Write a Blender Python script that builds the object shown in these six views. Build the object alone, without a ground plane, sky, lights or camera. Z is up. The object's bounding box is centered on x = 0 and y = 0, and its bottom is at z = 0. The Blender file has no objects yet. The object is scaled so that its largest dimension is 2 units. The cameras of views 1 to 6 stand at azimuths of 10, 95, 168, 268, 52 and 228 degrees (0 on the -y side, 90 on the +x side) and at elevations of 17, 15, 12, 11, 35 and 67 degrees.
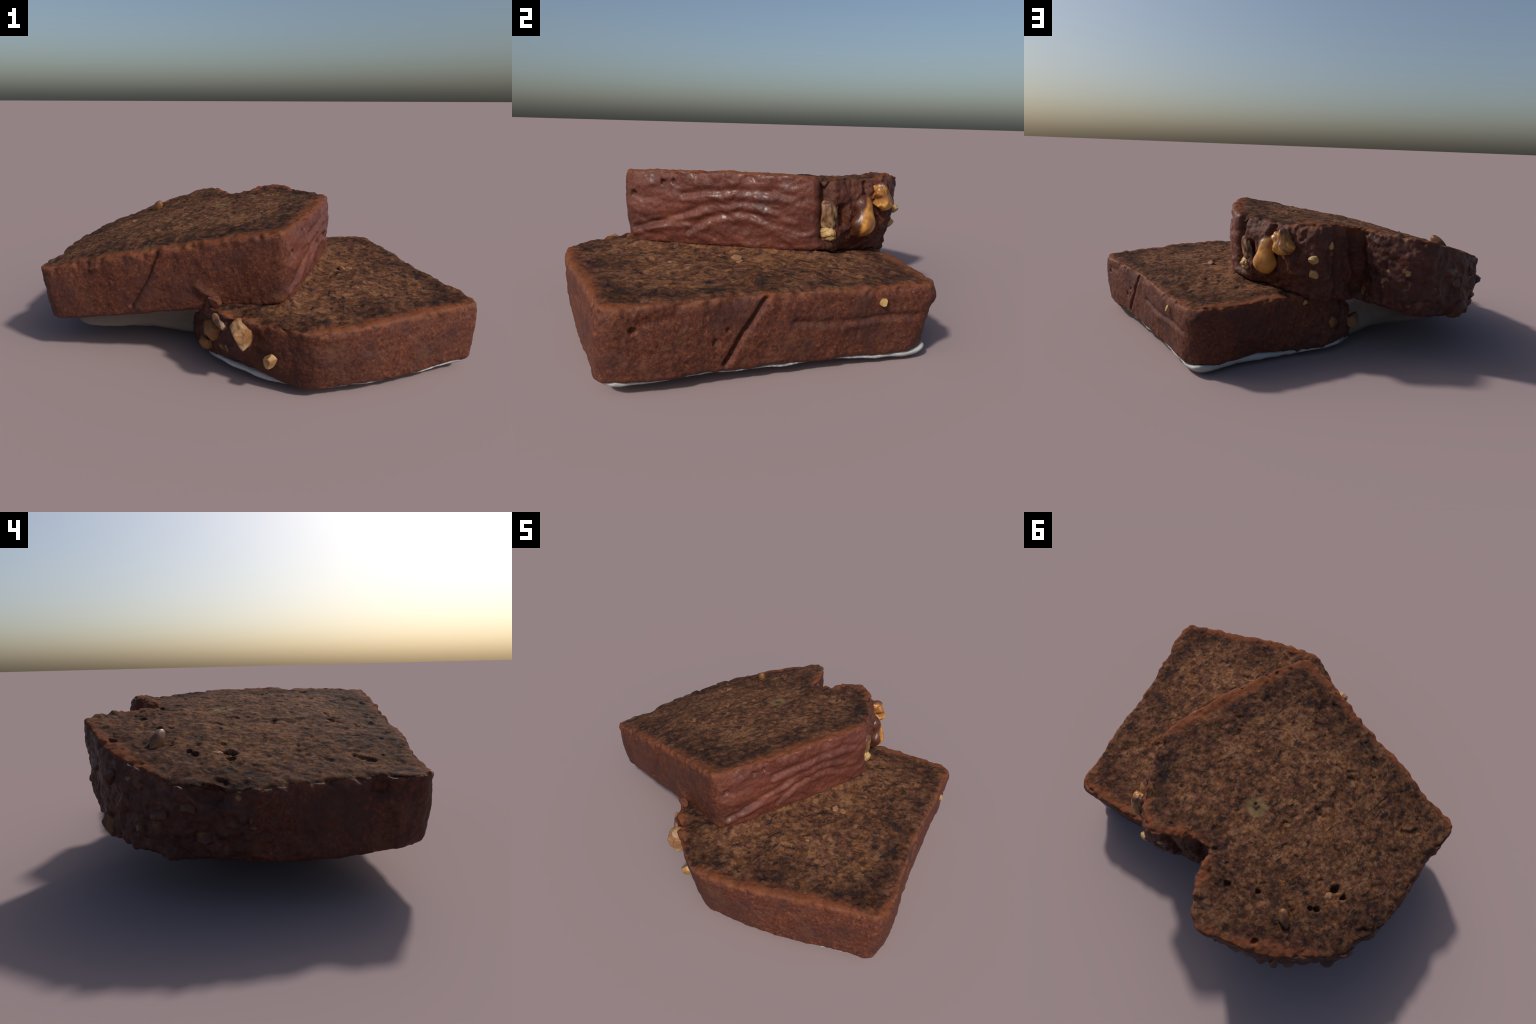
"""Two thick slices of dark chocolate nut cake, one leaning on the other,
standing on a scrap of white baking paper.  Metres, z up."""
import bpy, bmesh, math, random
import numpy as np
from mathutils import Vector, Matrix
from mathutils.bvhtree import BVHTree

random.seed(7)
VOXEL = 0.0046

# ------------------------------------------------------------------ noise
_perm = np.random.RandomState(11).permutation(256)
_perm = np.concatenate([_perm, _perm, _perm])
_ang = np.random.RandomState(12).normal(size=(256, 3))
_grad = _ang / np.linalg.norm(_ang, axis=1, keepdims=True)


def gnoise(p):
    """Gradient noise, about -1..1, for an (n, 3) array."""
    i = np.floor(p).astype(np.int64)
    f = p - i
    i &= 255
    u = f * f * f * (f * (f * 6 - 15) + 10)
    out = np.zeros(len(p))
    for dx in (0, 1):
        for dy in (0, 1):
            for dz in (0, 1):
                h = _perm[_perm[_perm[(i[:, 0] + dx) & 255] + ((i[:, 1] + dy) & 255)] + ((i[:, 2] + dz) & 255)]
                g = _grad[h]
                v = g[:, 0] * (f[:, 0] - dx) + g[:, 1] * (f[:, 1] - dy) + g[:, 2] * (f[:, 2] - dz)
                wgt = (u[:, 0] if dx else 1 - u[:, 0]) * (u[:, 1] if dy else 1 - u[:, 1]) * (u[:, 2] if dz else 1 - u[:, 2])
                out += wgt * v
    return out * 1.7


def fbm(p, size, octaves=3, seed=0, stretch=(1, 1, 1)):
    q = p / size / np.array(stretch) + 17.3 * seed + 31.7
    tot, amp, norm = 0, 1.0, 0
    for _ in range(octaves):
        tot = tot + amp * gnoise(q)
        norm += amp
        q = q * 2.03 + 5.1
        amp *= 0.5
    return tot / norm


def smooth(a, b, x):
    t = np.clip((x - a) / (b - a), 0, 1)
    return t * t * (3 - 2 * t)


# ------------------------------------------------------------------ relief features
FACING = {"n": None}  # normals of the body being worked on; features act along the surface


def along_surface(v):
    n = FACING["n"]
    return v if n is None else v - 0.8 * n * np.sum(v * n, axis=1, keepdims=True)


def polyline_distance(p, pts):
    best = np.full(len(p), 9.0)
    for a, b in zip(pts[:-1], pts[1:]):
        a, b = np.array(a), np.array(b)
        ab = b - a
        t = np.clip(((p - a) @ ab) / (ab @ ab), 0, 1)
        best = np.minimum(best, np.linalg.norm(along_surface(p - a - t[:, None] * ab), axis=1))
    return best


def crease(p, pts, width, depth):
    return -depth * np.exp(-(polyline_distance(p, pts) / width) ** 2)


def dent(p, centre, radius, depth, axes=(1, 1, 1)):
    d = np.linalg.norm(along_surface(p - np.array(centre)) / np.array(axes), axis=1) / radius
    return -depth * np.exp(-d ** 2 * 1.5)


def hole(p, centre, radius, depth):
    """A pore: steep walls, flat floor."""
    d = np.linalg.norm(along_surface(p - np.array(centre)), axis=1) / radius
    near = d < 3
    d[near] = d[near] * (1 + 0.35 * gnoise(p[near] / radius * 0.45)) + 0.45 * gnoise(p[near] / radius * 0.8)
    return -depth * (1 - smooth(0.4, 1.2, d))


def pores(p, count, seed, box, depth, size, keep=None):
    """Scattered elongated pores on a roughly horizontal face."""
    rng = np.random.RandomState(seed)
    d = np.zeros(len(p))
    order = np.argsort(p[:, 0])
    xs = p[order, 0]
    for _ in range(count):
        cx, cy = rng.uniform(*box[0]), rng.uniform(*box[1])
        r = size[0] + (size[1] - size[0]) * rng.rand() ** 3
        a, ratio = rng.normal(0.5, 0.9), rng.uniform(1.2, 2.6)
        k = order[np.searchsorted(xs, cx - 3 * r):np.searchsorted(xs, cx + 3 * r)]
        if not len(k):
            continue
        dx, dy = p[k, 0] - cx, p[k, 1] - cy
        u = (dx * math.cos(a) + dy * math.sin(a)) / ratio
        v = -dx * math.sin(a) + dy * math.cos(a)
        q = np.sqrt(u * u + v * v) / r
        d[k] -= depth * rng.uniform(0.3, 1) * (r / size[1]) ** 0.6 * (1 - smooth(0.35, 1.15, q))
    return d


def chips(p, ctrl, z_top, count, seed, depth=0.010):
    """Small knocks and crumbs lost along the upper arris."""
    rng = np.random.RandomState(seed)
    q = closed_spline(ctrl, count)
    d = np.zeros(len(p))
    order = np.argsort(p[:, 0])
    xs = p[order, 0]
    for cx, cy in q[:, :2] + rng.normal(0, 0.006, (count, 2)):
        r = rng.uniform(0.008, 0.026)
        k = order[np.searchsorted(xs, cx - 2 * r):np.searchsorted(xs, cx + 2 * r)]
        c = np.array([cx, cy, z_top(cx, cy) - rng.uniform(0, 0.02)])
        e = np.linalg.norm(p[k] - c, axis=1) / r
        d[k] -= depth * rng.uniform(-0.45, 1.0) * np.exp(-e * e * 1.4)
    return d


# ------------------------------------------------------------------ slab bodies
def closed_spline(ctrl, n):
    """Catmull-Rom through rows of any dimension, resampled by arc length."""
    c = np.array(ctrl, float)
    m = len(c)
    t = np.linspace(0, 1, 24, endpoint=False)[:, None]
    seg = []
    for i in range(m):
        a, b, d, e = c[i - 1], c[i], c[(i + 1) % m], c[(i + 2) % m]
        seg.append(b + 0.5 * t * (d - a + t * (2 * a - 5 * b + 4 * d - e + t * (3 * (b - d) + e - a))))
    q = np.concatenate(seg)
    step = np.linalg.norm(np.diff(np.vstack([q, q[:1]]), axis=0), axis=1)
    s = np.concatenate([[0], np.cumsum(step)])
    q = np.vstack([q, q[:1]])
    w = np.linspace(0, s[-1], n, endpoint=False)
    return np.stack([np.interp(w, s, q[:, k]) for k in range(q.shape[1])], 1)


def outward(o):
    tan = np.roll(o, -2, 0) - np.roll(o, 2, 0)
    tan /= np.linalg.norm(tan, axis=1, keepdims=True) + 1e-9
    return np.stack([tan[:, 1], -tan[:, 0]], 1)  # counter-clockwise outline


def slab_rings(ctrl, height, r_top, r_bottom, bulge=0.0, n=420, swell=0.0, undercut=None):
    """Rings of (x, y, flat z): top outline in columns 0-1, bottom outline in 2-3."""
    q = closed_spline(ctrl, n)
    levels = []
    for a in np.linspace(0, math.pi / 2, 6):
        levels.append((r_bottom * (1 - math.cos(a)), r_bottom * (1 - math.sin(a))))
    for t in np.linspace(0.2, 0.8, 5):
        z = r_bottom + t * (height - r_top - r_bottom)
        levels.append((z, -bulge * math.sin(math.pi * t)))
    for a in np.linspace(0, math.pi / 2, 5):
        levels.append((height - r_top * (1 - math.sin(a)), r_top * (1 - math.cos(a))))
    rings = []
    under = undercut(q[:, 2], q[:, 3]) if undercut else np.zeros(n)
    for z, inset in levels:
        w = z / height
        tuck = under * (1 - smooth(0.0, 0.5, w))
        o = q[:, :2] * w + q[:, 2:4] * (1 - w)
        o = o - outward(o) * (inset - swell + tuck)[:, None]
        rings.append(np.column_stack([o, np.full(n, z)]))
    return rings


def add_rings(bm, rings):
    grid = [[bm.verts.new(v) for v in r] for r in rings]
    n = len(grid[0])
    for lo, hi in zip(grid[:-1], grid[1:]):
        for i in range(n):
            j = (i + 1) % n
            bm.faces.new((lo[i], lo[j], hi[j], hi[i]))
    bm.faces.new(grid[0][::-1])
    bm.faces.new(grid[-1])


def remeshed(bm, voxel, smoothing):
    bmesh.ops.triangulate(bm, faces=[f for f in bm.faces if len(f.verts) > 4])
    mesh = bpy.data.meshes.new("raw")
    bm.to_mesh(mesh)
    bm.free()
    ob = bpy.data.objects.new("raw", mesh)
    bpy.context.collection.objects.link(ob)
    r = ob.modifiers.new("remesh", "REMESH")
    r.mode, r.voxel_size = "VOXEL", voxel
    s = ob.modifiers.new("smooth", "SMOOTH")
    s.factor, s.iterations = 0.5, smoothing
    dg = bpy.context.evaluated_depsgraph_get()
    out = bpy.data.meshes.new_from_object(ob.evaluated_get(dg))
    bpy.data.objects.remove(ob)
    bpy.data.meshes.remove(mesh)
    return out


def get_co(mesh):
    a = np.empty(len(mesh.vertices) * 3)
    mesh.vertices.foreach_get("co", a)
    return a.reshape(-1, 3)


def set_co(mesh, p):
    mesh.vertices.foreach_set("co", p.ravel())
    mesh.update()


def get_normals(mesh):
    a = np.empty(len(mesh.vertices) * 3, dtype=np.float32)
    mesh.vertex_normals.foreach_get("vector", a)
    return a.reshape(-1, 3).astype(float)


SURFACE = {}


def face_list(mesh):
    a = np.empty(len(mesh.loops), dtype=np.int32)
    mesh.loops.foreach_get("vertex_index", a)
    return a.reshape(-1, 4).tolist()


def subset(mesh, name, mask, normals, origin):
    """A part made of some faces of a body, keeping the whole body's normals."""
    quads = np.empty(len(mesh.loops), dtype=np.int32)
    mesh.loops.foreach_get("vertex_index", quads)
    quads = quads.reshape(-1, 4)[mask]
    used, inv = np.unique(quads, return_inverse=True)
    inv = inv.reshape(-1, 4)
    m = bpy.data.meshes.new(name)
    co = get_co(mesh)[used] - np.array(origin)
    m.vertices.add(len(used))
    m.vertices.foreach_set("co", co.ravel())
    m.loops.add(inv.size)
    m.loops.foreach_set("vertex_index", inv.ravel().astype(np.int32))
    m.polygons.add(len(inv))
    m.polygons.foreach_set("loop_start", np.arange(0, inv.size, 4, dtype=np.int32))
    m.update(calc_edges=True)
    m.polygons.foreach_set("use_smooth", np.ones(len(inv), dtype=bool))
    m.normals_split_custom_set_from_vertices(normals[used].tolist())
    return m


# ------------------------------------------------------------------ node helper
class Nodes:
    def __init__(self, name):
        self.mat = bpy.data.materials.new(name)
        self.mat.use_nodes = True
        self.t = self.mat.node_tree
        self.t.nodes.clear()
        self.out = self.t.nodes.new("ShaderNodeOutputMaterial")
        self.bsdf = self.t.nodes.new("ShaderNodeBsdfPrincipled")
        self.t.links.new(self.bsdf.outputs[0], self.out.inputs[0])
        self.co = self.t.nodes.new("ShaderNodeTexCoord").outputs["Object"]

    def put(self, socket, v):
        if isinstance(v, bpy.types.NodeSocket):
            self.t.links.new(v, socket)
        else:
            socket.default_value = v

    def math(self, op, a, b=0.0, c=0.0, clamp=False):
        n = self.t.nodes.new("ShaderNodeMath")
        n.operation, n.use_clamp = op, clamp
        for s, v in zip(n.inputs, (a, b, c)):
            self.put(s, v)
        return n.outputs[0]

    def noise(self, scale, detail=4, rough=0.6, stretch=(1, 1, 1), warp=0.0, offset=0.0):
        m = self.t.nodes.new("ShaderNodeMapping")
        self.put(m.inputs["Vector"], self.co)
        m.inputs["Scale"].default_value = stretch
        m.inputs["Location"].default_value = (offset, offset * 0.7, offset * 1.3)
        n = self.t.nodes.new("ShaderNodeTexNoise")
        self.put(n.inputs["Vector"], m.outputs[0])
        n.inputs["Scale"].default_value = scale
        n.inputs["Detail"].default_value = detail
        n.inputs["Roughness"].default_value = rough
        n.inputs["Distortion"].default_value = warp
        return n.outputs["Fac"]

    def voronoi(self, scale, stretch=(1, 1, 1), rnd=1.0):
        m = self.t.nodes.new("ShaderNodeMapping")
        self.put(m.inputs["Vector"], self.co)
        m.inputs["Scale"].default_value = stretch
        n = self.t.nodes.new("ShaderNodeTexVoronoi")
        self.put(n.inputs["Vector"], m.outputs[0])
        n.inputs["Scale"].default_value = scale
        n.inputs["Randomness"].default_value = rnd
        return n.outputs["Distance"]

    def grains(self, scale, warp=0.012):
        """A random value per granule, granules with wobbly outlines."""
        nz = self.t.nodes.new("ShaderNodeTexNoise")
        self.put(nz.inputs["Vector"], self.co)
        nz.inputs["Scale"].default_value = scale * 0.9
        nz.inputs["Detail"].default_value = 2
        a = self.t.nodes.new("ShaderNodeVectorMath")
        a.operation = "MULTIPLY_ADD"
        self.put(a.inputs[0], nz.outputs["Color"])
        a.inputs[1].default_value = (warp, warp, warp)
        self.put(a.inputs[2], self.co)
        v = self.t.nodes.new("ShaderNodeTexVoronoi")
        self.put(v.inputs["Vector"], a.outputs[0])
        v.inputs["Scale"].default_value = scale
        sep = self.t.nodes.new("ShaderNodeSeparateColor")
        self.put(sep.inputs[0], v.outputs["Color"])
        return sep.outputs[0], sep.outputs[1]

    def ramp(self, fac, *stops):
        n = self.t.nodes.new("ShaderNodeValToRGB")
        e = n.color_ramp.elements
        while len(e) < len(stops):
            e.new(0.5)
        for el, (pos, col) in zip(e, stops):
            el.position = pos
            el.color = (*col, 1)
        self.put(n.inputs[0], fac)
        return n.outputs[0]

    def step(self, fac, lo, hi, to_lo=0.0, to_hi=1.0):
        n = self.t.nodes.new("ShaderNodeMapRange")
        n.interpolation_type = "SMOOTHSTEP"
        for s, v in zip(n.inputs, (fac, lo, hi, to_lo, to_hi)):
            self.put(s, v)
        return n.outputs[0]

    def mix(self, fac, a, b, blend="MIX"):
        n = self.t.nodes.new("ShaderNodeMix")
        n.data_type, n.blend_type = "RGBA", blend
        self.put(n.inputs[0], fac)
        for s, v in ((n.inputs[6], a), (n.inputs[7], b)):
            self.put(s, (*v, 1) if isinstance(v, tuple) else v)
        return n.outputs[2]

    def dot(self, normal, origin_value):
        """Signed distance of the point from a plane: origin_value - normal . point."""
        n = self.t.nodes.new("ShaderNodeVectorMath")
        n.operation = "DOT_PRODUCT"
        self.put(n.inputs[0], self.co)
        n.inputs[1].default_value = normal
        return self.math("SUBTRACT", origin_value, n.outputs["Value"])

    def distance(self, point, flat=True):
        n = self.t.nodes.new("ShaderNodeVectorMath")
        n.operation = "MULTIPLY"
        self.put(n.inputs[0], self.co)
        n.inputs[1].default_value = (1, 1, 0 if flat else 1)
        d = self.t.nodes.new("ShaderNodeVectorMath")
        d.operation = "DISTANCE"
        self.put(d.inputs[0], n.outputs[0])
        d.inputs[1].default_value = point
        return d.outputs["Value"]

    def bump(self, height, strength, dist):
        n = self.t.nodes.new("ShaderNodeBump")
        n.inputs["Strength"].default_value = strength
        n.inputs["Distance"].default_value = dist
        self.put(n.inputs["Height"], height)
        self.put(self.bsdf.inputs["Normal"], n.outputs[0])

    def finish(self, colour, rough, spec=0.5):
        self.put(self.bsdf.inputs["Base Color"], colour)
        self.put(self.bsdf.inputs["Roughness"], rough)
        self.put(self.bsdf.inputs["Specular IOR Level"], spec)
        return self.mat


# ------------------------------------------------------------------ materials
DARK = (0.017, 0.014, 0.0145)
COCOA = (0.054, 0.025, 0.015)
BROWN = (0.106, 0.047, 0.0255)
TAN = (0.188, 0.097, 0.050)
RED = (0.080, 0.0240, 0.0140)
ORANGE = (0.190, 0.064, 0.026)
PLUM = (0.036, 0.014, 0.012)


def hue_drift(n, col, amount):
    """Patches of ochre, olive and mauve over the brown."""
    a = n.noise(20, 4, 0.65, offset=12.0)
    col = n.mix(n.step(a, 0.50, 0.66, 0, amount), col, (1.14, 0.96, 0.74), "MULTIPLY")
    return n.mix(n.step(a, 0.50, 0.36, 0, amount), col, (1.0, 0.88, 0.98), "MULTIPLY")


def crust_colour(n, dark=0.72):
    """Mottled baked skin: red-brown with orange grain and plum shadows."""
    g1, g2 = n.grains(85)
    g3, g4 = n.grains(210, 0.006)
    fine = n.noise(70, 5, 0.75)
    mixed = n.math("MULTIPLY_ADD", fine, 1.5, -0.25)
    mixed = n.math("MULTIPLY_ADD", n.math("SUBTRACT", g1, 0.5), 0.22, mixed)
    mixed = n.math("MULTIPLY_ADD", n.math("SUBTRACT", g3, 0.5), 0.28, mixed)
    col = n.ramp(mixed, (0.16, PLUM), (0.42, RED), (0.62, (0.106, 0.034, 0.019)), (0.90, ORANGE))
    blotch = n.noise(6, 5, 0.62, offset=2.0)
    col = n.mix(n.step(blotch, 0.44, 0.64, 0, dark), col, (0.055, 0.022, 0.018))
    col = n.mix(n.step(n.noise(11, 4, 0.6, offset=6.0), 0.54, 0.70, 0, 0.45), col, (0.118, 0.054, 0.031))
    return hue_drift(n, col, 0.6), mixed


def cut_face_material(name, planes, discs, origin, scar=None):
    """Open crumb: dark pores, tan crumbs, a dark band inside a red baked rim."""
    n = Nodes(name)
    ox, oy = origin[:2]
    edge = None
    for (x0, y0), (x1, y1) in planes:
        dx, dy = x1 - x0, y1 - y0
        l = math.hypot(dx, dy)
        nx, ny = dy / l, -dx / l
        d = n.dot((nx, ny, 0), nx * (x0 - ox) + ny * (y0 - oy))
        edge = d if edge is None else n.math("SMOOTH_MIN", edge, d, 0.035)
    for cx, cy, r in discs:
        d = n.math("SUBTRACT", n.distance((cx - ox, cy - oy, 0)), r)
        edge = n.math("SMOOTH_MIN", edge, d, 0.05)
    wob = n.noise(14, 5, 0.65, offset=3.0)
    edge = n.math("ADD", edge, n.math("MULTIPLY_ADD", wob, 0.12, -0.06))
    g1, g2 = n.grains(48, 0.022)
    g3, g4 = n.grains(120, 0.010)
    fine = n.noise(34, 6, 0.76)
    mid = n.noise(17, 5, 0.68, stretch=(1.25, 0.8, 1), warp=0.25, offset=1.0)
    big = n.noise(4.5, 4, 0.6, offset=5.0)
    val = n.math("MULTIPLY_ADD", fine, 1.5, -0.25)
    val = n.math("MULTIPLY_ADD", n.math("SUBTRACT", g1, 0.5), 0.30, val)
    val = n.math("MULTIPLY_ADD", n.math("SUBTRACT", g3, 0.5), 0.20, val)
    val = n.math("MULTIPLY_ADD", n.math("SUBTRACT", big, 0.5), 0.8, val)
    val = n.math("MULTIPLY_ADD", n.math("SUBTRACT", mid, 0.5), 0.8, val)
    crumb = n.ramp(val, (0.10, DARK), (0.30, COCOA), (0.53, BROWN), (0.86, TAN))
    crumb = hue_drift(n, crumb, 0.8)
    # dark clots and slits, denser in the band beside the rim
    far = n.math("ADD", edge, n.math("MULTIPLY_ADD", n.noise(5, 4, 0.6, offset=21.0), 0.5, -0.25))
    band = n.math("MULTIPLY", n.step(edge, 0.02, 0.06), n.step(far, 0.06, 0.22, 1.0, 0.0))
    crumb = n.mix(n.math("MULTIPLY", band, 0.62), crumb, (0.36, 0.34, 0.42), "MULTIPLY")
    thr = n.math("MULTIPLY_ADD", band, 0.065, 0.345)
    clot = n.step(n.math("SUBTRACT", mid, thr), -0.02, 0.05, 1.0, 0.0)
    crumb = n.mix(n.math("MULTIPLY", clot, 0.72), crumb, DARK)
    slit = n.step(n.noise(30, 3, 0.5, stretch=(1.5, 0.7, 1), warp=0.4, offset=9.0), 0.35, 0.29, 0.0, 0.85)
    crumb = n.mix(slit, crumb, DARK)
    gash = n.step(n.noise(13, 4, 0.55, stretch=(1.9, 0.55, 1), warp=0.9, offset=17.0), 0.355, 0.31, 0.0, 0.9)
    crumb = n.mix(gash, crumb, DARK)
    if scar:  # crumb streaks swirl round the loaf's centre
        sx = n.t.nodes.new("ShaderNodeVectorMath")
        sx.operation = "SUBTRACT"
        n.put(sx.inputs[0], n.co)
        sx.inputs[1].default_value = (scar[0] - ox, scar[1] - oy, 0)
        flat = n.t.nodes.new("ShaderNodeVectorMath")
        flat.operation = "MULTIPLY"
        n.put(flat.inputs[0], sx.outputs[0])
        flat.inputs[1].default_value = (1, 1, 0)
        ln = n.t.nodes.new("ShaderNodeVectorMath")
        ln.operation = "LENGTH"
        n.put(ln.inputs[0], flat.outputs[0])
        nm = n.t.nodes.new("ShaderNodeVectorMath")
        nm.operation = "NORMALIZE"
        n.put(nm.inputs[0], flat.outputs[0])
        cz = n.t.nodes.new("ShaderNodeCombineXYZ")
        n.put(cz.inputs[2], n.math("MULTIPLY", ln.outputs["Value"], 7.0))
        ad = n.t.nodes.new("ShaderNodeVectorMath")
        ad.operation = "ADD"
        n.put(ad.inputs[0], nm.outputs[0])
        n.put(ad.inputs[1], cz.outputs[0])
        st = n.t.nodes.new("ShaderNodeTexNoise")
        n.put(st.inputs["Vector"], ad.outputs[0])
        st.inputs["Scale"].default_value = 7.0
        st.inputs["Detail"].default_value = 5
        st.inputs["Roughness"].default_value = 0.65
        st.inputs["Distortion"].default_value = 0.6
        streak = st.outputs["Fac"]
        crumb = n.mix(n.step(streak, 0.45, 0.33, 0, 0.75), crumb, (0.028, 0.018, 0.016))
        crumb = n.mix(n.step(streak, 0.56, 0.70, 0, 0.45), crumb, (0.165, 0.090, 0.044))
    if scar:  # a pale banana-like ring in the crumb
        d = n.math("ADD", n.distance((scar[0] - ox, scar[1] - oy, 0)), n.math("MULTIPLY_ADD", wob, 0.05, -0.025))
        ring = n.math("MULTIPLY", n.step(d, 0.055, 0.035), n.step(d, 0.006, 0.016))
        crumb = n.mix(n.math("MULTIPLY", ring, 0.6), crumb, (0.165, 0.115, 0.055))
    skin, grain = crust_colour(n)
    skin = n.mix(n.step(edge, 0.035, 0.010, 0, 0.5), skin, ORANGE)
    rim = n.step(edge, 0.008, 0.052, 1.0, 0.0)
    col = n.mix(n.math("MULTIPLY", rim, 0.9), crumb, skin)
    n.bump(n.math("ADD", val, n.math("MULTIPLY", mid, 1.0)), 0.5, 0.007)
    return n.finish(col, n.step(fine, 0.3, 0.7, 0.8, 0.95), 0.06)


def crust_material(name, top_plane, glossy_plane=None, broken=None):
    n = Nodes(name)
    col, grain = crust_colour(n)
    worn = n.math("ADD", n.dot(*top_plane), n.math("MULTIPLY_ADD", n.noise(16, 4, 0.65, offset=14.0), 0.10, -0.05))
    col = n.mix(n.step(worn, 0.030, 0.000, 0, 0.5), col, ORANGE)  # toasted arris along the cut
    rough = n.step(grain, 0.3, 0.7, 0.5, 0.68)
    if broken:  # broken nutty side: darker, wetter chocolate with pale flecks
        side = n.step(n.math("ADD", n.dot(*broken), n.math("MULTIPLY_ADD", n.noise(8, 3, offset=4.0), 0.16, -0.08)), -0.05, 0.03, 1.0, 0.0)
        wet = n.ramp(n.noise(22, 5, 0.65, warp=0.8), (0.3, (0.028, 0.012, 0.011)), (0.55, (0.075, 0.026, 0.019)), (0.75, (0.125, 0.052, 0.034)))
        fleck = n.step(n.noise(17, 2, 0.4, offset=8.0), 0.68, 0.72, 0, 0.7)
        wet = n.mix(fleck, wet, (0.26, 0.15, 0.065))
        col = n.mix(side, col, wet)
        rough = n.math("MULTIPLY_ADD", side, -0.12, rough)
    if glossy_plane:  # shiny wrinkled skin
        side = n.step(n.dot(*glossy_plane), -0.03, 0.01, 1.0, 0.0)
        glaze = n.ramp(n.noise(11, 5, 0.62, stretch=(1, 0.55, 1.3)), (0.3, (0.062, 0.018, 0.014)), (0.5, (0.125, 0.036, 0.026)), (0.72, (0.205, 0.072, 0.045)))
        col = n.mix(n.math("MULTIPLY", side, 0.65), col, glaze)
        rough = n.math("MULTIPLY_ADD", side, -0.24, rough)
        n.put(n.bsdf.inputs["Coat Weight"], n.math("MULTIPLY", side, n.step(n.noise(14, 4, 0.6, offset=5.0), 0.45, 0.62, 0.0, 0.35)))
        n.bsdf.inputs["Coat Roughness"].default_value = 0.3
    n.bump(n.math("ADD", grain, n.noise(120, 3)), 0.5, 0.004)
    return n.finish(col, rough, 0.22)


def nut_material(name, pale, deep, smear_at, side=None, gloss=0.5):
    n = Nodes(name)
    body = n.ramp(n.noise(9, 3, 0.5, warp=0.5), (0.3, deep), (0.6, pale))
    skin = n.step(n.math("ADD", n.noise(18, 3, 0.6, offset=7.0), n.noise(5, 2, 0.5, offset=2.0)), 0.92, 1.12, 0, 0.7)
    body = n.mix(skin, body, (0.20, 0.075, 0.025))
    smear = n.step(n.noise(6.5, 4, 0.55, warp=0.6, offset=4.0), smear_at - 0.05, smear_at + 0.05)
    col = n.mix(n.math("MULTIPLY", smear, 0.9), body, (0.070, 0.022, 0.015))
    if side:  # chocolate clinging to one flank
        f = n.step(n.math("ADD", n.dot(*side), n.math("MULTIPLY_ADD", n.noise(14, 3), 0.04, -0.02)), 0.006, -0.012, 0, 0.95)
        col = n.mix(f, col, (0.055, 0.016, 0.012))
    n.bump(n.noise(30, 3), 0.25, 0.006)
    return n.finish(col, gloss, 0.35)


def paper_material():
    n = Nodes("white_paper")
    col = n.ramp(n.noise(6, 4, 0.6), (0.3, (0.27, 0.275, 0.28)), (0.7, (0.38, 0.385, 0.385)))
    painted_shade = n.step(n.math("ADD", n.dot((1, 0, 0), -0.16), n.math("MULTIPLY_ADD", n.noise(5, 4, 0.6), 0.3, -0.15)), -0.04, 0.06)
    col = n.mix(n.math("MULTIPLY", painted_shade, 0.85), col, (0.115, 0.095, 0.074))  # shadow below the raised slice, painted into the paper colour
    n.bump(n.noise(16, 3), 0.25, 0.01)
    return n.finish(col, 0.7, 0.3)


# ------------------------------------------------------------------ scene graph helpers
def empty(name, origin, label, category):
    e = bpy.data.objects.new(name, None)
    e.location = origin
    e["label"], e["category"] = label, category
    bpy.context.collection.objects.link(e)
    return e


def child(name, mesh, parent, mat, at=None):
    o = bpy.data.objects.new(name, mesh)
    o.parent = parent
    if at is not None:
        o.location = Vector(at) - parent.location
    if not mesh.materials:
        mesh.materials.append(mat)
    bpy.context.collection.objects.link(o)
    return o


def slice_body(ctrl, height, r_top, r_bottom, bulge, z_top, z_bottom, undercut):
    bm = bmesh.new()
    add_rings(bm, slab_rings(ctrl, height, r_top, r_bottom, bulge, swell=0.006, undercut=undercut))
    mesh = remeshed(bm, VOXEL, 4)
    p = get_co(mesh)
    w = p[:, 2] / height
    flat_n = get_normals(mesh)
    on_top = smooth(0.55, 0.9, flat_n[:, 2]) * smooth(0.85, 0.95, w)
    faces = np.empty(len(mesh.loops), dtype=np.int32)
    mesh.loops.foreach_get("vertex_index", faces)
    cut = on_top[faces.reshape(-1, 4)].mean(1) > 0.55
    p[:, 2] = z_bottom(p[:, 0], p[:, 1]) * (1 - w) + z_top(p[:, 0], p[:, 1]) * w
    set_co(mesh, p)
    FACING["n"] = get_normals(mesh)
    return mesh, p, FACING["n"], w, on_top, cut


# ------------------------------------------------------------------ lower slice
def lower_top(x, y):
    return 0.302 + 0.006 * (x - 0.5) - 0.004 * y + 0.016 * np.exp(-((x - 0.3) ** 2 + (y - 0.15) ** 2) / 0.16) + 0.020 * smooth(0.075, 0.0, np.abs(x - 0.26 - 0.145 * (y + 0.1))) * smooth(-0.56, -0.48, y) * smooth(0.42, 0.34, y)


def lower_bottom(x, y):
    return 0.040 + 0.012 * np.clip(x - 0.6, 0, 1) - 0.006 * np.clip(y, 0, 1) + 0.005 * np.sin(11 * x + 7 * y) + 0.003 * np.sin(23 * x - 17 * y) + 0.014 * np.exp(-((x - 0.02) ** 2 + (y + 0.58) ** 2) / 0.03)


def lower_undercut(x, y):
    return 0.035 * np.exp(-((x - 0.02) ** 2 + (y + 0.58) ** 2) / 0.02)


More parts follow.
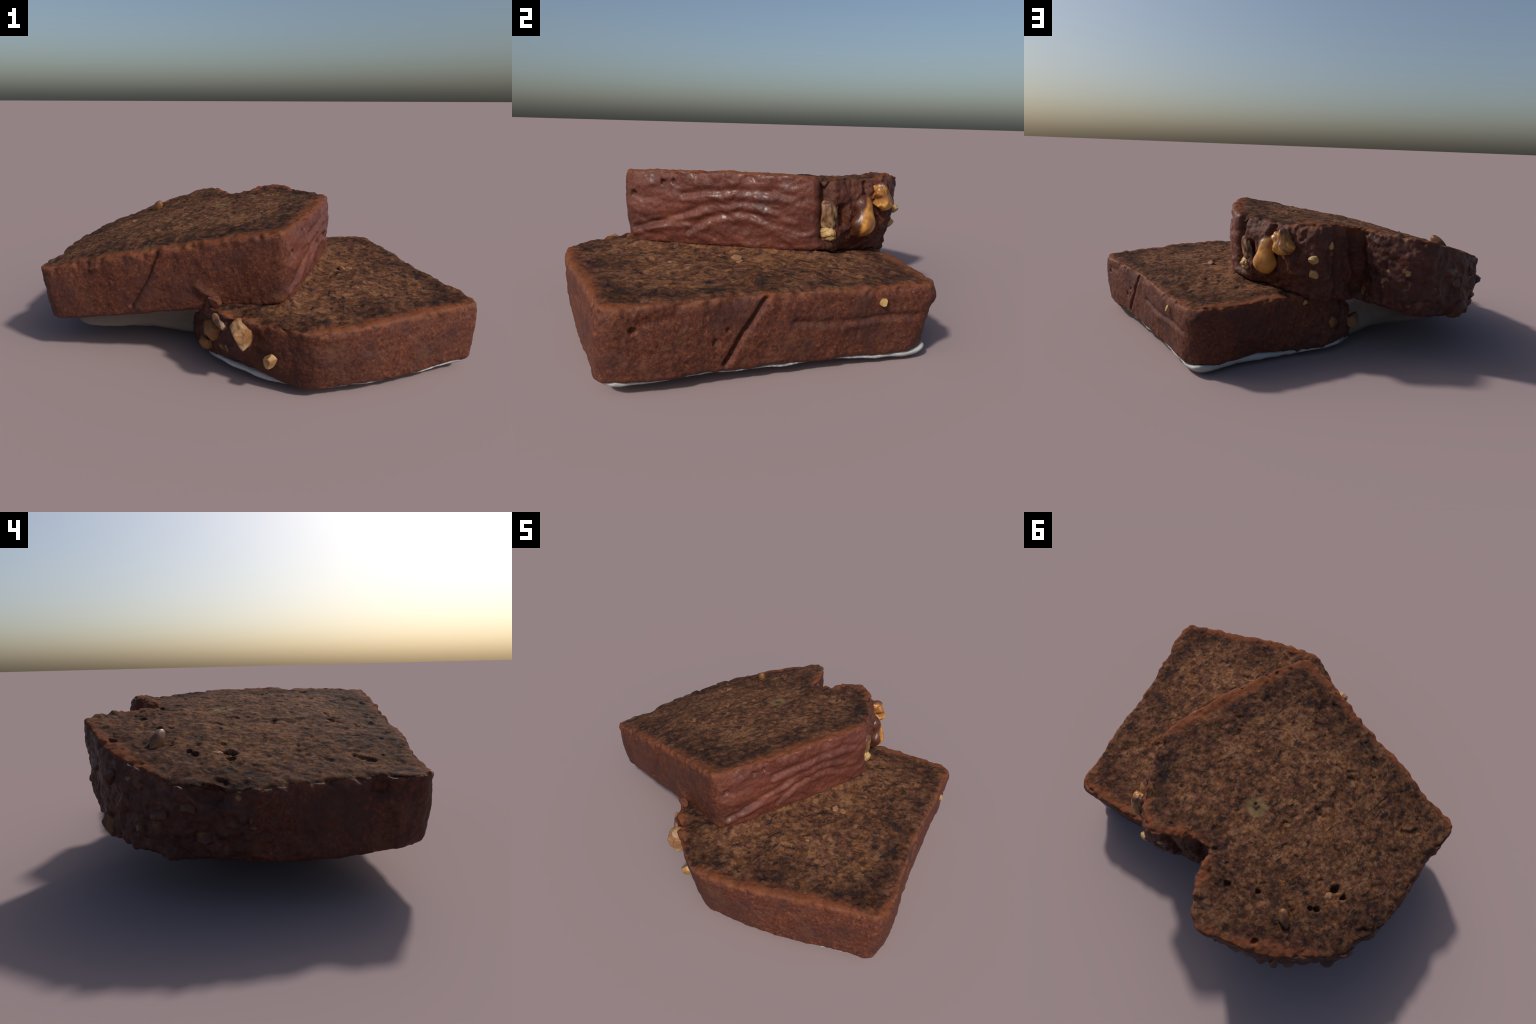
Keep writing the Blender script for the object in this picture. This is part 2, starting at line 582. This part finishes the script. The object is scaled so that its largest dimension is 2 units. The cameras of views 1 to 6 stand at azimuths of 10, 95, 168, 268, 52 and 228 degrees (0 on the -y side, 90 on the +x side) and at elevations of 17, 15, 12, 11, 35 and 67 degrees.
# columns: top outline x, y; bottom outline x, y (counter-clockwise from the front right corner)
LOWER = [
    (0.994, -0.303, 0.985, -0.325), (0.965, -0.205, 0.955, -0.190), (0.885, -0.050, 0.878, -0.040),
    (0.785, 0.155, 0.785, 0.160), (0.690, 0.420, 0.670, 0.415), (0.625, 0.570, 0.605, 0.570),
    (0.580, 0.690, 0.560, 0.670), (0.507, 0.724, 0.485, 0.700), (0.360, 0.688, 0.350, 0.655),
    (0.220, 0.640, 0.230, 0.615), (0.090, 0.575, 0.100, 0.570), (-0.020, 0.530, 0.000, 0.555),
    (-0.140, 0.480, -0.115, 0.520), (-0.225, 0.370, -0.225, 0.430), (-0.260, 0.170, -0.285, 0.220),
    (-0.260, -0.050, -0.285, -0.050), (-0.235, -0.260, -0.265, -0.260), (-0.180, -0.430, -0.195, -0.410),
    (-0.090, -0.565, -0.095, -0.525), (-0.005, -0.638, 0.008, -0.595), (0.098, -0.678, 0.125, -0.640),
    (0.235, -0.722, 0.255, -0.678), (0.330, -0.738, 0.350, -0.690), (0.440, -0.695, 0.470, -0.650),
    (0.545, -0.630, 0.565, -0.605), (0.780, -0.462, 0.790, -0.465), (0.920, -0.366, 0.920, -0.385),
]
LOWER_AT = (0.36, 0.0, 0.03)


def build_lower(nuts):
    thing = empty("cake_slice", LOWER_AT, "dark chocolate nut cake slice lying flat on paper", "cake slice")
    mesh, p, nrm, w, top, cut = slice_body(LOWER, 0.26, 0.020, 0.022, 0.004, lower_top, lower_bottom, lower_undercut)
    side = 1 - top
    d = 0.005 * fbm(p, 0.16, 2, 1) + side * (0.006 * fbm(p, 0.06, 3, 2) + 0.0022 * fbm(p, 0.018, 2, 3))
    d += top * (0.007 * fbm(p, 0.06, 3, 4) + 0.002 * fbm(p, 0.017, 2, 5))
    d += top * pores(p, 300, 21, ((-0.2, 1.0), (-0.75, 0.75)), 0.010, (0.006, 0.020))
    d += chips(p, LOWER, lower_top, 190, 31)
    # diagonal knife crack on the right-hand side
    crack = [(0.800, 0.155, 0.288), (0.828, 0.089, 0.181), (0.852, 0.030, 0.075)]
    d += crease(p, crack, 0.0085, 0.022) + 0.003 * np.exp(-(polyline_distance(p, [(x - 0.012, y + 0.03, z) for x, y, z in crack]) / 0.02) ** 2)
    # long horizontal fold toward the back corner
    d += crease(p, [(0.762, 0.251, 0.196), (0.70, 0.406, 0.183), (0.649, 0.531, 0.189), (0.591, 0.675, 0.185)], 0.012, 0.007)
    d -= crease(p, [(0.73, 0.34, 0.158), (0.674, 0.469, 0.168), (0.596, 0.663, 0.170)], 0.016, 0.004)
    for c, r, dep in (((0.955, -0.237, 0.226), 0.013, 0.014), ((0.985, -0.313, 0.280), 0.009, 0.008),
                      ((0.849, 0.038, 0.193), 0.009, 0.008), ((0.862, 0.003, 0.154), 0.012, 0.007)):
        d += hole(p, c, r, dep)
    d += dent(p, (0.941, -0.192, 0.250), 0.03, 0.006, (1, 2, 0.6))
    # the ragged nutty corner
    rag = smooth(0.22, 0.05, p[:, 0] - 0.15 * (p[:, 1] + 0.6)) * side
    d += rag * (0.013 * fbm(p, 0.09, 3, 6) + 0.006 * fbm(p, 0.03, 2, 7))
    d += dent(p, (0.03, -0.59, 0.215), 0.060, 0.022, (1, 1, 0.7)) + dent(p, (-0.07, -0.55, 0.20), 0.05, 0.015)
    d += dent(p, (0.115, -0.665, 0.235), 0.030, 0.026) + dent(p, (0.005, -0.63, 0.265), 0.028, 0.030) + dent(p, (0.115, -0.66, 0.17), 0.03, 0.018)
    d -= dent(p, (0.545, 0.715, 0.245), 0.045, 0.018) * side
    # torn scab near the back right rim
    d += 0.012 * np.exp(-(polyline_distance(p, [(0.60, 0.42, 0.31), (0.55, 0.36, 0.31), (0.60, 0.30, 0.31)]) / 0.016) ** 2) * top
    set_co(mesh, p + nrm * d[:, None])
    normals = get_normals(mesh)
    SURFACE[thing.name] = BVHTree.FromPolygons(get_co(mesh).tolist(), face_list(mesh))
    planes = [((0.30, -0.77), (1.0, -0.315)), ((1.015, -0.30), (0.59, 0.70)), ((0.575, 0.735), (0.0, 0.555)),
              ((-0.26, 0.2), (-0.26, -0.2)), ((-0.1, -0.56), (0.22, -0.76))]
    face = cut_face_material("lower_crumb", planes, [], LOWER_AT)
    skin = crust_material("lower_crust", ((0, 0, 1), 0.302 - LOWER_AT[2]), broken=((-1.0, -0.15, 0), -(0.08 - LOWER_AT[0]) + 0.09))
    child("cut_face", subset(mesh, "cut_face", cut, normals, LOWER_AT), thing, face)
    child("crust", subset(mesh, "crust", ~cut, normals, LOWER_AT), thing, skin)
    bpy.data.meshes.remove(mesh)
    return thing


# ------------------------------------------------------------------ upper slice
TOP_CURVE = (0.5912, 0.1587, 0.0417, -0.0615, -0.1098, 0.0281, -0.0157, -0.1258)


def upper_top(x, y):
    c = TOP_CURVE
    dome = 0.032 * np.exp(-((x + 0.36) ** 2 / 0.16 + (y + 0.18) ** 2 / 0.10)) - 0.021 * np.exp(-((x - 0.10) ** 2 + (y - 0.40) ** 2) / 0.03) + 0.010 * np.exp(-((x - 0.03) ** 2 + (y + 0.40) ** 2) / 0.02) + 0.008 * np.exp(-((x + 0.58) ** 2 + (y + 0.42) ** 2) / 0.02)
    return 0.004 + dome + c[0] + c[1] * x + c[2] * y + c[3] * x * x + c[4] * x * y + c[5] * y * y + c[6] * x ** 3 + c[7] * x * x * y


def upper_bottom(x, y):
    return 0.312 + 0.150 * (x - 0.2) + 0.012 * np.clip(-0.7 - x, 0, 1) / 0.25


def upper_undercut(x, y):
    """The walnut corner and the notch wall lean inward at the foot."""
    return 0.060 * smooth(0.33, 0.45, y) * smooth(-0.06, 0.06, x)


UPPER = [
    (0.200, -0.500, 0.208, -0.490), (0.252, -0.299, 0.250, -0.310), (0.294, -0.107, 0.285, -0.110),
    (0.314, 0.053, 0.310, 0.053), (0.330, 0.204, 0.330, 0.204), (0.316, 0.301, 0.325, 0.310),
    (0.266, 0.376, 0.282, 0.400), (0.215, 0.427, 0.225, 0.475), (0.143, 0.528, 0.150, 0.565),
    (0.068, 0.580, 0.088, 0.620), (-0.012, 0.608, 0.010, 0.635), (-0.080, 0.562, -0.060, 0.590),
    (-0.120, 0.512, -0.110, 0.560), (-0.172, 0.487, -0.175, 0.520), (-0.245, 0.468, -0.230, 0.500),
    (-0.270, 0.534, -0.290, 0.540), (-0.330, 0.610, -0.350, 0.610), (-0.388, 0.675, -0.420, 0.655),
    (-0.464, 0.720, -0.510, 0.655), (-0.548, 0.675, -0.600, 0.615), (-0.733, 0.570, -0.740, 0.550),
    (-0.845, 0.452, -0.825, 0.460), (-0.960, 0.305, -0.910, 0.345), (-0.960, 0.200, -0.925, 0.230),
    (-0.985, 0.130, -0.955, 0.100), (-0.940, -0.134, -0.960, -0.110), (-0.895, -0.315, -0.915, -0.330),
    (-0.910, -0.390, -0.880, -0.430), (-0.880, -0.498, -0.815, -0.502), (-0.800, -0.514, -0.725, -0.503),
    (-0.704, -0.500, -0.640, -0.503), (-0.515, -0.519, -0.500, -0.507), (-0.337, -0.507, -0.340, -0.502),
    (-0.122, -0.520, -0.122, -0.502), (0.001, -0.522, 0.000, -0.502), (0.129, -0.526, 0.130, -0.512),
]
UPPER_AT = (-0.35, 0.05, 0.2)


def build_upper(nuts):
    thing = empty("cake_slice", UPPER_AT, "dark chocolate nut cake slice leaning with bitten corner", "cake slice")
    mesh, p, nrm, w, top, cut = slice_body(UPPER, 0.24, 0.018, 0.020, 0.006, upper_top, upper_bottom, upper_undercut)
    side = 1 - top
    x, y, z = p.T
    d = 0.005 * fbm(p, 0.16, 2, 11) + side * (0.004 * fbm(p, 0.055, 3, 12) + 0.002 * fbm(p, 0.018, 2, 13))
    d += top * (0.008 * fbm(p, 0.06, 3, 14) + 0.0022 * fbm(p, 0.018, 2, 15))
    d += top * pores(p, 300, 22, ((-1.0, 0.3), (-0.52, 0.70)), 0.010, (0.006, 0.018))
    for c, r, dep in (((-0.727, 0.150, 0.448), 0.024, 0.040), ((-0.775, 0.142, 0.436), 0.015, 0.030), ((-0.735, 0.273, 0.460), 0.013, 0.028),
                      ((-0.715, 0.290, 0.468), 0.011, 0.022), ((-0.660, 0.560, 0.50), 0.013, 0.018), ((-0.52, 0.42, 0.53), 0.013, 0.02),
                      ((-0.41, 0.50, 0.56), 0.015, 0.02), ((-0.213, 0.172, 0.566), 0.010, 0.010), ((-0.439, -0.02, 0.505), 0.012, 0.012)):
        d += hole(p, c, r, dep) * top
    d += chips(p, UPPER, upper_top, 210, 32, 0.012)
    # wrinkled glossy skin of the right-hand face: folds running up toward the back
    skin_face = smooth(0.55, 0.85, nrm[:, 0])
    folds = [([(0.221, -0.485, 0.379), (0.235, -0.345, 0.423), (0.254, -0.147, 0.499), (0.264, -0.047, 0.508)], 0.012, 0.010),
             ([(0.244, -0.247, 0.539), (0.265, -0.033, 0.568), (0.281, 0.137, 0.566), (0.292, 0.246, 0.543)], 0.013, 0.012),
             ([(0.230, -0.393, 0.412), (0.250, -0.186, 0.430)], 0.010, 0.007),
             ([(0.265, -0.032, 0.522), (0.276, 0.080, 0.520), (0.288, 0.206, 0.472)], 0.011, 0.009),
             ([(0.246, -0.226, 0.392), (0.258, -0.108, 0.465), (0.271, 0.028, 0.482), (0.283, 0.156, 0.438)], 0.014, 0.011)]
    for pts, wd, dep in folds:
        d += crease(p, pts, wd, dep)
        d -= crease(p, [(a, b, c - 0.026) for a, b, c in pts], wd * 1.1, dep * 0.6)
    d += skin_face * (0.010 * fbm(p + 0.03 * gnoise(p / 0.1)[:, None], 0.055, 3, 16, (1, 2.2, 0.8)))
    for c, r, dep in (((0.222, -0.479, 0.527), 0.014, 0.016), ((0.235, -0.341, 0.579), 0.013, 0.016), ((0.240, -0.295, 0.583), 0.010, 0.012), ((0.247, -0.216, 0.585), 0.007, 0.008)):
        d += hole(p, c, r, dep)
    # slot that holds the white nut, and the hollows around the back nuts
    d += crease(p, [(0.295, 0.325, 0.615), (0.300, 0.330, 0.470), (0.295, 0.330, 0.390)], 0.026, 0.042)
    d += dent(p, (0.29, 0.405, 0.465), 0.030, 0.045, (1, 1, 1.4))
    d += dent(p, (0.15, 0.55, 0.46), 0.05, 0.03)
    for c, r, h in (((0.235, 0.475, 0.56), 0.07, 0.020), ((0.10, 0.59, 0.48), 0.08, 0.022), ((0.20, 0.52, 0.39), 0.06, 0.012), ((-0.02, 0.62, 0.55), 0.06, 0.012)):
        d -= dent(p, c, r, h) * side
    for pts, wd, dep in (([(-0.085, 0.575, 0.60), (-0.10, 0.57, 0.34)], 0.018, 0.026), ([(-0.20, 0.49, 0.58), (-0.22, 0.50, 0.30)], 0.030, 0.030),
                         ([(0.19, 0.50, 0.60), (0.185, 0.51, 0.40)], 0.016, 0.026), ([(0.09, 0.59, 0.52), (0.10, 0.60, 0.42)], 0.018, 0.020),
                         ([(0.27, 0.40, 0.50), (0.265, 0.42, 0.43)], 0.020, 0.035)):
        d += crease(p, pts, wd, dep) * side
    bite = side * smooth(0.36, 0.46, y) * smooth(-0.36, -0.30, x)
    d += bite * (0.014 * fbm(p, 0.07, 3, 51) + 0.007 * fbm(p, 0.025, 2, 52))
    lip = np.exp(-(polyline_distance(p, [(-0.07, 0.54, 0.615), (-0.13, 0.49, 0.60), (-0.24, 0.45, 0.585), (-0.29, 0.55, 0.59), (-0.35, 0.62, 0.585)]) / 0.035) ** 2)
    d += lip * (0.014 * fbm(p, 0.045, 3, 53) + 0.003)
    # knife crack on the front
    crack = [(-0.340, -0.510, 0.500), (-0.384, -0.505, 0.397), (-0.428, -0.505, 0.325), (-0.465, -0.50, 0.265)]
    d += crease(p, crack, 0.009, 0.016) + 0.007 * np.exp(-(polyline_distance(p, [(a + 0.035, b, c) for a, b, c in crack]) / 0.03) ** 2)
    d += 0.010 * np.exp(-(polyline_distance(p, [(-0.17, -0.51, 0.553), (-0.13, -0.51, 0.560)]) / 0.014) ** 2)
    d += 0.010 * np.exp(-(polyline_distance(p, [(-0.635, -0.51, 0.415), (-0.61, -0.51, 0.425)]) / 0.012) ** 2)
    d += 0.012 * np.exp(-(polyline_distance(p, [(-0.16, -0.50, 0.365), (-0.09, -0.50, 0.325)]) / 0.018) ** 2)
    # rough broken back and left sides
    rag = side * smooth(0.05, 0.5, -0.45 * nrm[:, 0] + 0.9 * nrm[:, 1])
    d += rag * (0.016 * fbm(p, 0.10, 3, 17) + 0.009 * fbm(p, 0.035, 2, 18))
    left = side * smooth(0.3, 0.8, -nrm[:, 0])
    d += left * 0.008 * fbm(p, 0.06, 3, 19)
    d += side * (dent(p, (-0.95, 0.20, 0.370), 0.045, 0.026, (1, 1.2, 1)) + dent(p, (-0.905, -0.33, 0.370), 0.030, 0.020) + dent(p, (-0.94, 0.330, 0.39), 0.02, 0.018))
    set_co(mesh, p + nrm * d[:, None])
    normals = get_normals(mesh)
    SURFACE[thing.name] = BVHTree.FromPolygons(get_co(mesh).tolist(), face_list(mesh))
    planes = [((-0.88, -0.515), (0.2, -0.515)), ((0.2, -0.5), (0.315, 0.25)), ((0.345, 0.34), (0.03, 0.655)),
              ((-0.45, 0.755), (-1.00, 0.32)), ((-1.03, 0.2), (-0.95, -0.5)), ((0.0, 0.61), (-0.45, 0.73))]
    face = cut_face_material("upper_crumb", planes, [(-0.19, 0.625, 0.135)], UPPER_AT, scar=(-0.225, 0.18))
    nx, ny = 0.99, -0.13
    gloss = ((nx, ny, 0), nx * (0.245 - UPPER_AT[0]) + ny * (-0.2 - UPPER_AT[1]))
    bx, by = -0.50, 0.87
    brk = ((bx, by, 0), bx * (-0.97 - UPPER_AT[0]) + by * (0.06 - UPPER_AT[1]))
    skin = crust_material("upper_crust", ((-0.19, -0.02, 1), 0.597 + 0.19 * 0.35 * -1 - UPPER_AT[2]), glossy_plane=gloss, broken=brk)
    child("cut_face", subset(mesh, "cut_face", cut, normals, UPPER_AT), thing, face)
    child("crust", subset(mesh, "crust", ~cut, normals, UPPER_AT), thing, skin)
    bpy.data.meshes.remove(mesh)
    return thing


# ------------------------------------------------------------------ nuts and crumbs
def nut_mesh(seed, size, facets=4, lump=0.18, curl=None):
    """A broken nut kernel: lumpy ellipsoid, sliced by a few random planes, optionally bent."""
    bm = bmesh.new()
    bmesh.ops.create_icosphere(bm, subdivisions=5, radius=1.0)
    p = np.array([v.co[:] for v in bm.verts])
    rng = np.random.RandomState(seed)
    p *= (1 + lump * fbm(p, 0.8, 3, seed))[:, None]
    for _ in range(0 if curl else facets):
        nn = rng.normal(size=3)
        nn /= np.linalg.norm(nn)
        over = p @ nn - rng.uniform(0.5, 0.75)
        p -= nn * (np.maximum(over, 0) * 0.85)[:, None]
    if curl:  # hooked walnut half: a sausage wrapped round an arc of given radius and angle
        radius, arc = curl
        t = np.arcsin(np.clip(p[:, 2] / 1.35, -1, 1)) / 0.8 * arc / 2
        fat = 1 + 0.18 * np.sin(5 * t + seed)
        r = radius + p[:, 0] * size[0] * fat
        p = np.column_stack([r * np.cos(t) - radius, p[:, 1] * size[1] * fat, r * np.sin(t)])
    else:
        p = p * np.array(size)
    for v, c in zip(bm.verts, p):
        v.co = c
    m = bpy.data.meshes.new("nut_piece")
    bm.to_mesh(m)
    bm.free()
    m.polygons.foreach_set("use_smooth", np.ones(len(m.polygons), dtype=bool))
    return m


def add_nut(parent, mat, at, size, rot=(0, 0, 0), seed=1, name="nut_piece", axis=None, proud=None, **kw):
    if proud is not None:  # sit the piece in the surface, its centre this far out of it
        hit, normal, _, _ = SURFACE[parent.name].find_nearest(Vector(at))
        at = hit + normal * proud
    o = child(name, nut_mesh(seed, size, **kw), parent, mat, at)
    if axis:
        o.rotation_euler = Vector(axis).to_track_quat("Z", "Y").to_euler()
        return o
    o.rotation_euler = [math.radians(a) for a in rot]
    return o


# ------------------------------------------------------------------ paper under both slices
def paper_bottom(x, y):
    flat = 0.034 + 0.012 * np.clip(x - 0.4, 0, 1) - 0.022 * smooth(0.3, 0.7, y)
    ramp = 0.035 + 0.185 * np.clip(-0.28 - x, 0, 1)
    return np.where(x < -0.28, np.maximum(ramp, flat), flat)


def build_paper(mat):
    bm = bmesh.new()
    low = [(a * 0.0 + c, b * 0.0 + d, c, d) for a, b, c, d in LOWER]
    rings = slab_rings(low, 0.05, 0.012, 0.014, 0.0, undercut=lambda x, y: 0.02 + 1.5 * lower_undercut(x, y))
    for r in rings:  # drawn in along the front, flush toward the back
        c = np.array([0.36, 0.0])
        r[:, :2] = c + (r[:, :2] - c) * (0.988 + 0.012 * smooth(-0.1, 0.5, r[:, 1]))[:, None]
    for r in rings:
        k = r[:, 2] / 0.05
        zb, zt = paper_bottom(r[:, 0], r[:, 1]), lower_bottom(r[:, 0], r[:, 1]) + 0.014
        r[:, 2] = zb * (1 - k) + zt * k
    add_rings(bm, rings)
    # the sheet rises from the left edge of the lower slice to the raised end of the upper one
    wedge = [
        (-0.10, -0.42, -0.16, -0.36), (-0.05, 0.0, -0.10, 0.0), (-0.10, 0.42, -0.12, 0.45),
        (-0.28, 0.480, -0.26, 0.40), (-0.42, 0.560, -0.40, 0.36), (-0.57, 0.550, -0.52, 0.38), (-0.71, 0.500, -0.66, 0.40),
        (-0.80, 0.430, -0.75, 0.36), (-0.87, 0.330, -0.83, 0.28), (-0.895, 0.100, -0.86, 0.08), (-0.88, -0.100, -0.85, -0.10),
        (-0.84, -0.320, -0.82, -0.30), (-0.78, -0.465, -0.74, -0.44), (-0.65, -0.475, -0.60, -0.42), (-0.50, -0.475, -0.48, -0.34),
        (-0.34, -0.470, -0.34, -0.30), (-0.22, -0.450, -0.24, -0.30),
    ]
    rings = slab_rings(wedge, 0.10, 0.01, 0.02, -0.02)
    for r in rings:
        k = r[:, 2] / 0.10
        zt = upper_bottom(r[:, 0], r[:, 1]) + 0.012
        zb = np.minimum(paper_bottom(r[:, 0], r[:, 1]) + 0.012, zt - 0.035)
        r[:, 2] = zb * (1 - k) + zt * k
    add_rings(bm, rings)
    mesh = remeshed(bm, 0.008, 6)
    p, nrm = get_co(mesh), get_normals(mesh)
    p = p + nrm * (0.008 * fbm(p, 0.12, 3, 41))[:, None]
    p[:, 2] += 0.010 * fbm(p, 0.22, 3, 42)
    corner = np.exp(-((p[:, 0] - 0.53) ** 2 + (p[:, 1] - 0.69) ** 2) / 0.006)
    p[:, 1] += 0.025 * corner
    p[:, 2] += 0.012 * corner * smooth(0.68, 0.74, p[:, 1])
    p[:, 2] += 0.004 - p[:, 2].min()
    set_co(mesh, p)
    mesh.polygons.foreach_set("use_smooth", np.ones(len(mesh.polygons), dtype=bool))
    mesh.name = "paper_liner"
    o = bpy.data.objects.new("paper_liner", mesh)
    mesh.materials.append(mat)
    o["label"], o["category"] = "crumpled white baking paper under the cake slices", "paper"
    bpy.context.collection.objects.link(o)


# ------------------------------------------------------------------ build
CARAMEL = nut_material("caramel_nut", (0.52, 0.255, 0.060), (0.36, 0.14, 0.028), 0.54, gloss=0.36)
KIDNEY = nut_material("smeared_nut", (0.56, 0.27, 0.060), (0.42, 0.17, 0.030), 0.74, side=((-0.82, -0.57, 0), 0.006), gloss=0.36)
PALE = nut_material("pale_nut", (0.33, 0.225, 0.115), (0.22, 0.115, 0.050), 0.54)
IVORY = nut_material("ivory_nut", (0.42, 0.29, 0.12), (0.34, 0.20, 0.07), 0.66)
DUSTY = nut_material("dusty_nut", (0.25, 0.13, 0.045), (0.16, 0.07, 0.025), 0.58)
DARK_NUT = nut_material("dark_nut", (0.150, 0.078, 0.032), (0.090, 0.040, 0.018), 0.52)
CRUMB = nut_material("loose_crumb", (0.26, 0.14, 0.075), (0.16, 0.08, 0.04), 0.80, gloss=0.85)

low = build_lower(None)
up = build_upper(None)

# back of the upper slice
add_nut(up, KIDNEY, (0.232, 0.500, 0.455), (0.044, 0.050, 0.040), (-4, 8, 55), 3, curl=(0.082, 2.5), lump=0.08, proud=0.012)
add_nut(up, CARAMEL, (0.140, 0.556, 0.540), (0.040, 0.048, 0.034), (14, -20, 75), 4, curl=(0.056, 2.0), lump=0.35, proud=0.014)
add_nut(up, PALE, (0.268, 0.340, 0.475), (0.036, 0.044, 0.092), (4, 4, 10), 5, facets=3, lump=0.45)
add_nut(up, IVORY, (0.276, 0.345, 0.400), (0.034, 0.044, 0.030), (0, 0, 0), 6, facets=2, lump=0.4)
add_nut(up, IVORY, (0.041, 0.650, 0.472), (0.030, 0.022, 0.019), (10, 15, 0), 7, proud=0.002)
add_nut(up, IVORY, (0.037, 0.650, 0.391), (0.028, 0.022, 0.018), (10, -25, 0), 8, proud=0.002)
add_nut(up, IVORY, (-0.045, 0.600, 0.540), (0.014, 0.014, 0.026), (0, 10, 0), 9, proud=0.0)
# nut standing on the upper face
add_nut(up, DUSTY, (-0.672, 0.410, 0.500), (0.024, 0.027, 0.056), (0, 0, 0), 10, axis=(0.050, -0.036, 0.066), facets=1, lump=0.08)
# pieces studding the left and back sides
for k, (at, size) in enumerate([
        ((-0.700, 0.560, 0.225), (0.058, 0.044, 0.050)), ((-0.800, 0.490, 0.325), (0.040, 0.040, 0.040)), ((-0.905, 0.355, 0.305), (0.034, 0.040, 0.038)),
        ((-0.930, 0.275, 0.330), (0.028, 0.042, 0.026)), ((-0.920, 0.220, 0.235), (0.030, 0.038, 0.034)), ((-0.600, 0.645, 0.42), (0.038, 0.030, 0.050)),
        ((-0.665, 0.620, 0.36), (0.030, 0.026, 0.034)), ((-0.950, 0.094, 0.305), (0.016, 0.014, 0.024)), ((-0.945, 0.080, 0.262), (0.016, 0.020, 0.022)),
        ((-0.460, 0.670, 0.27), (0.032, 0.022, 0.024)), ((-0.845, 0.440, 0.40), (0.024, 0.024, 0.032)), ((-0.520, 0.680, 0.35), (0.024, 0.020, 0.022)),
        ((-0.850, 0.430, 0.24), (0.030, 0.026, 0.022)), ((-0.760, 0.540, 0.40), (0.030, 0.024, 0.040))]):
    add_nut(up, DARK_NUT, at, size, (20 * k, 33 * k, 57 * k), 20 + k, proud=-0.42 * min(size), facets=8, lump=0.25)
# ragged front corner of the lower slice
add_nut(low, PALE, (0.052, -0.665, 0.218), (0.072, 0.056, 0.074), (10, 20, 30), 40, facets=9, lump=0.35, proud=-0.010)
add_nut(low, IVORY, (0.165, -0.690, 0.148), (0.038, 0.034, 0.032), (0, 10, 30), 41, facets=6, proud=0.008)
add_nut(low, PALE, (-0.040, -0.600, 0.262), (0.046, 0.022, 0.020), (10, 30, -35), 42, proud=0.004)
add_nut(low, DUSTY, (-0.095, -0.550, 0.205), (0.058, 0.048, 0.062), (0, 20, -40), 43, facets=8, proud=-0.004)
add_nut(low, DUSTY, (-0.130, -0.475, 0.120), (0.036, 0.032, 0.032), (0, 20, -40), 44, proud=0.004)
add_nut(low, DUSTY, (-0.100, 0.510, 0.150), (0.024, 0.024, 0.034), (0, 20, 40), 45, proud=0.002)
add_nut(low, DUSTY, (-0.250, 0.430, 0.125), (0.056, 0.040, 0.050), (0, 30, 40), 46, facets=8, proud=0.006)
add_nut(low, IVORY, (0.045, 0.560, 0.262), (0.014, 0.012, 0.014), (0, 30, 40), 48, proud=0.0)
add_nut(low, IVORY, (0.645, 0.542, 0.244), (0.016, 0.018, 0.016), (10, 0, 25), 47, proud=0.002)
# chocolate flap bridging the two slices
add_nut(low, bpy.data.materials["lower_crust"], (-0.085, -0.545, 0.318), (0.034, 0.022, 0.026), (0, 35, 30), 60, "crumb")
add_nut(low, bpy.data.materials["lower_crust"], (-0.110, -0.530, 0.295), (0.020, 0.018, 0.034), (0, 10, 0), 61, "crumb")
# tan seed beside the pits
add_nut(up, CRUMB, (-0.715, 0.195, 0.46), (0.030, 0.022, 0.012), (0, 10, 30), 62, proud=-0.009, facets=1)
# loose crumbs on the lower face
add_nut(low, CRUMB, (0.425, -0.005, 0.318), (0.020, 0.022, 0.012), (0, 10, 20), 50, "crumb")
add_nut(low, CRUMB, (0.462, 0.015, 0.312), (0.014, 0.018, 0.008), (0, 0, 70), 51, "crumb")
add_nut(low, CRUMB, (0.500, -0.250, 0.306), (0.010, 0.012, 0.006), (0, 0, 10), 52, "crumb")

build_paper(paper_material())
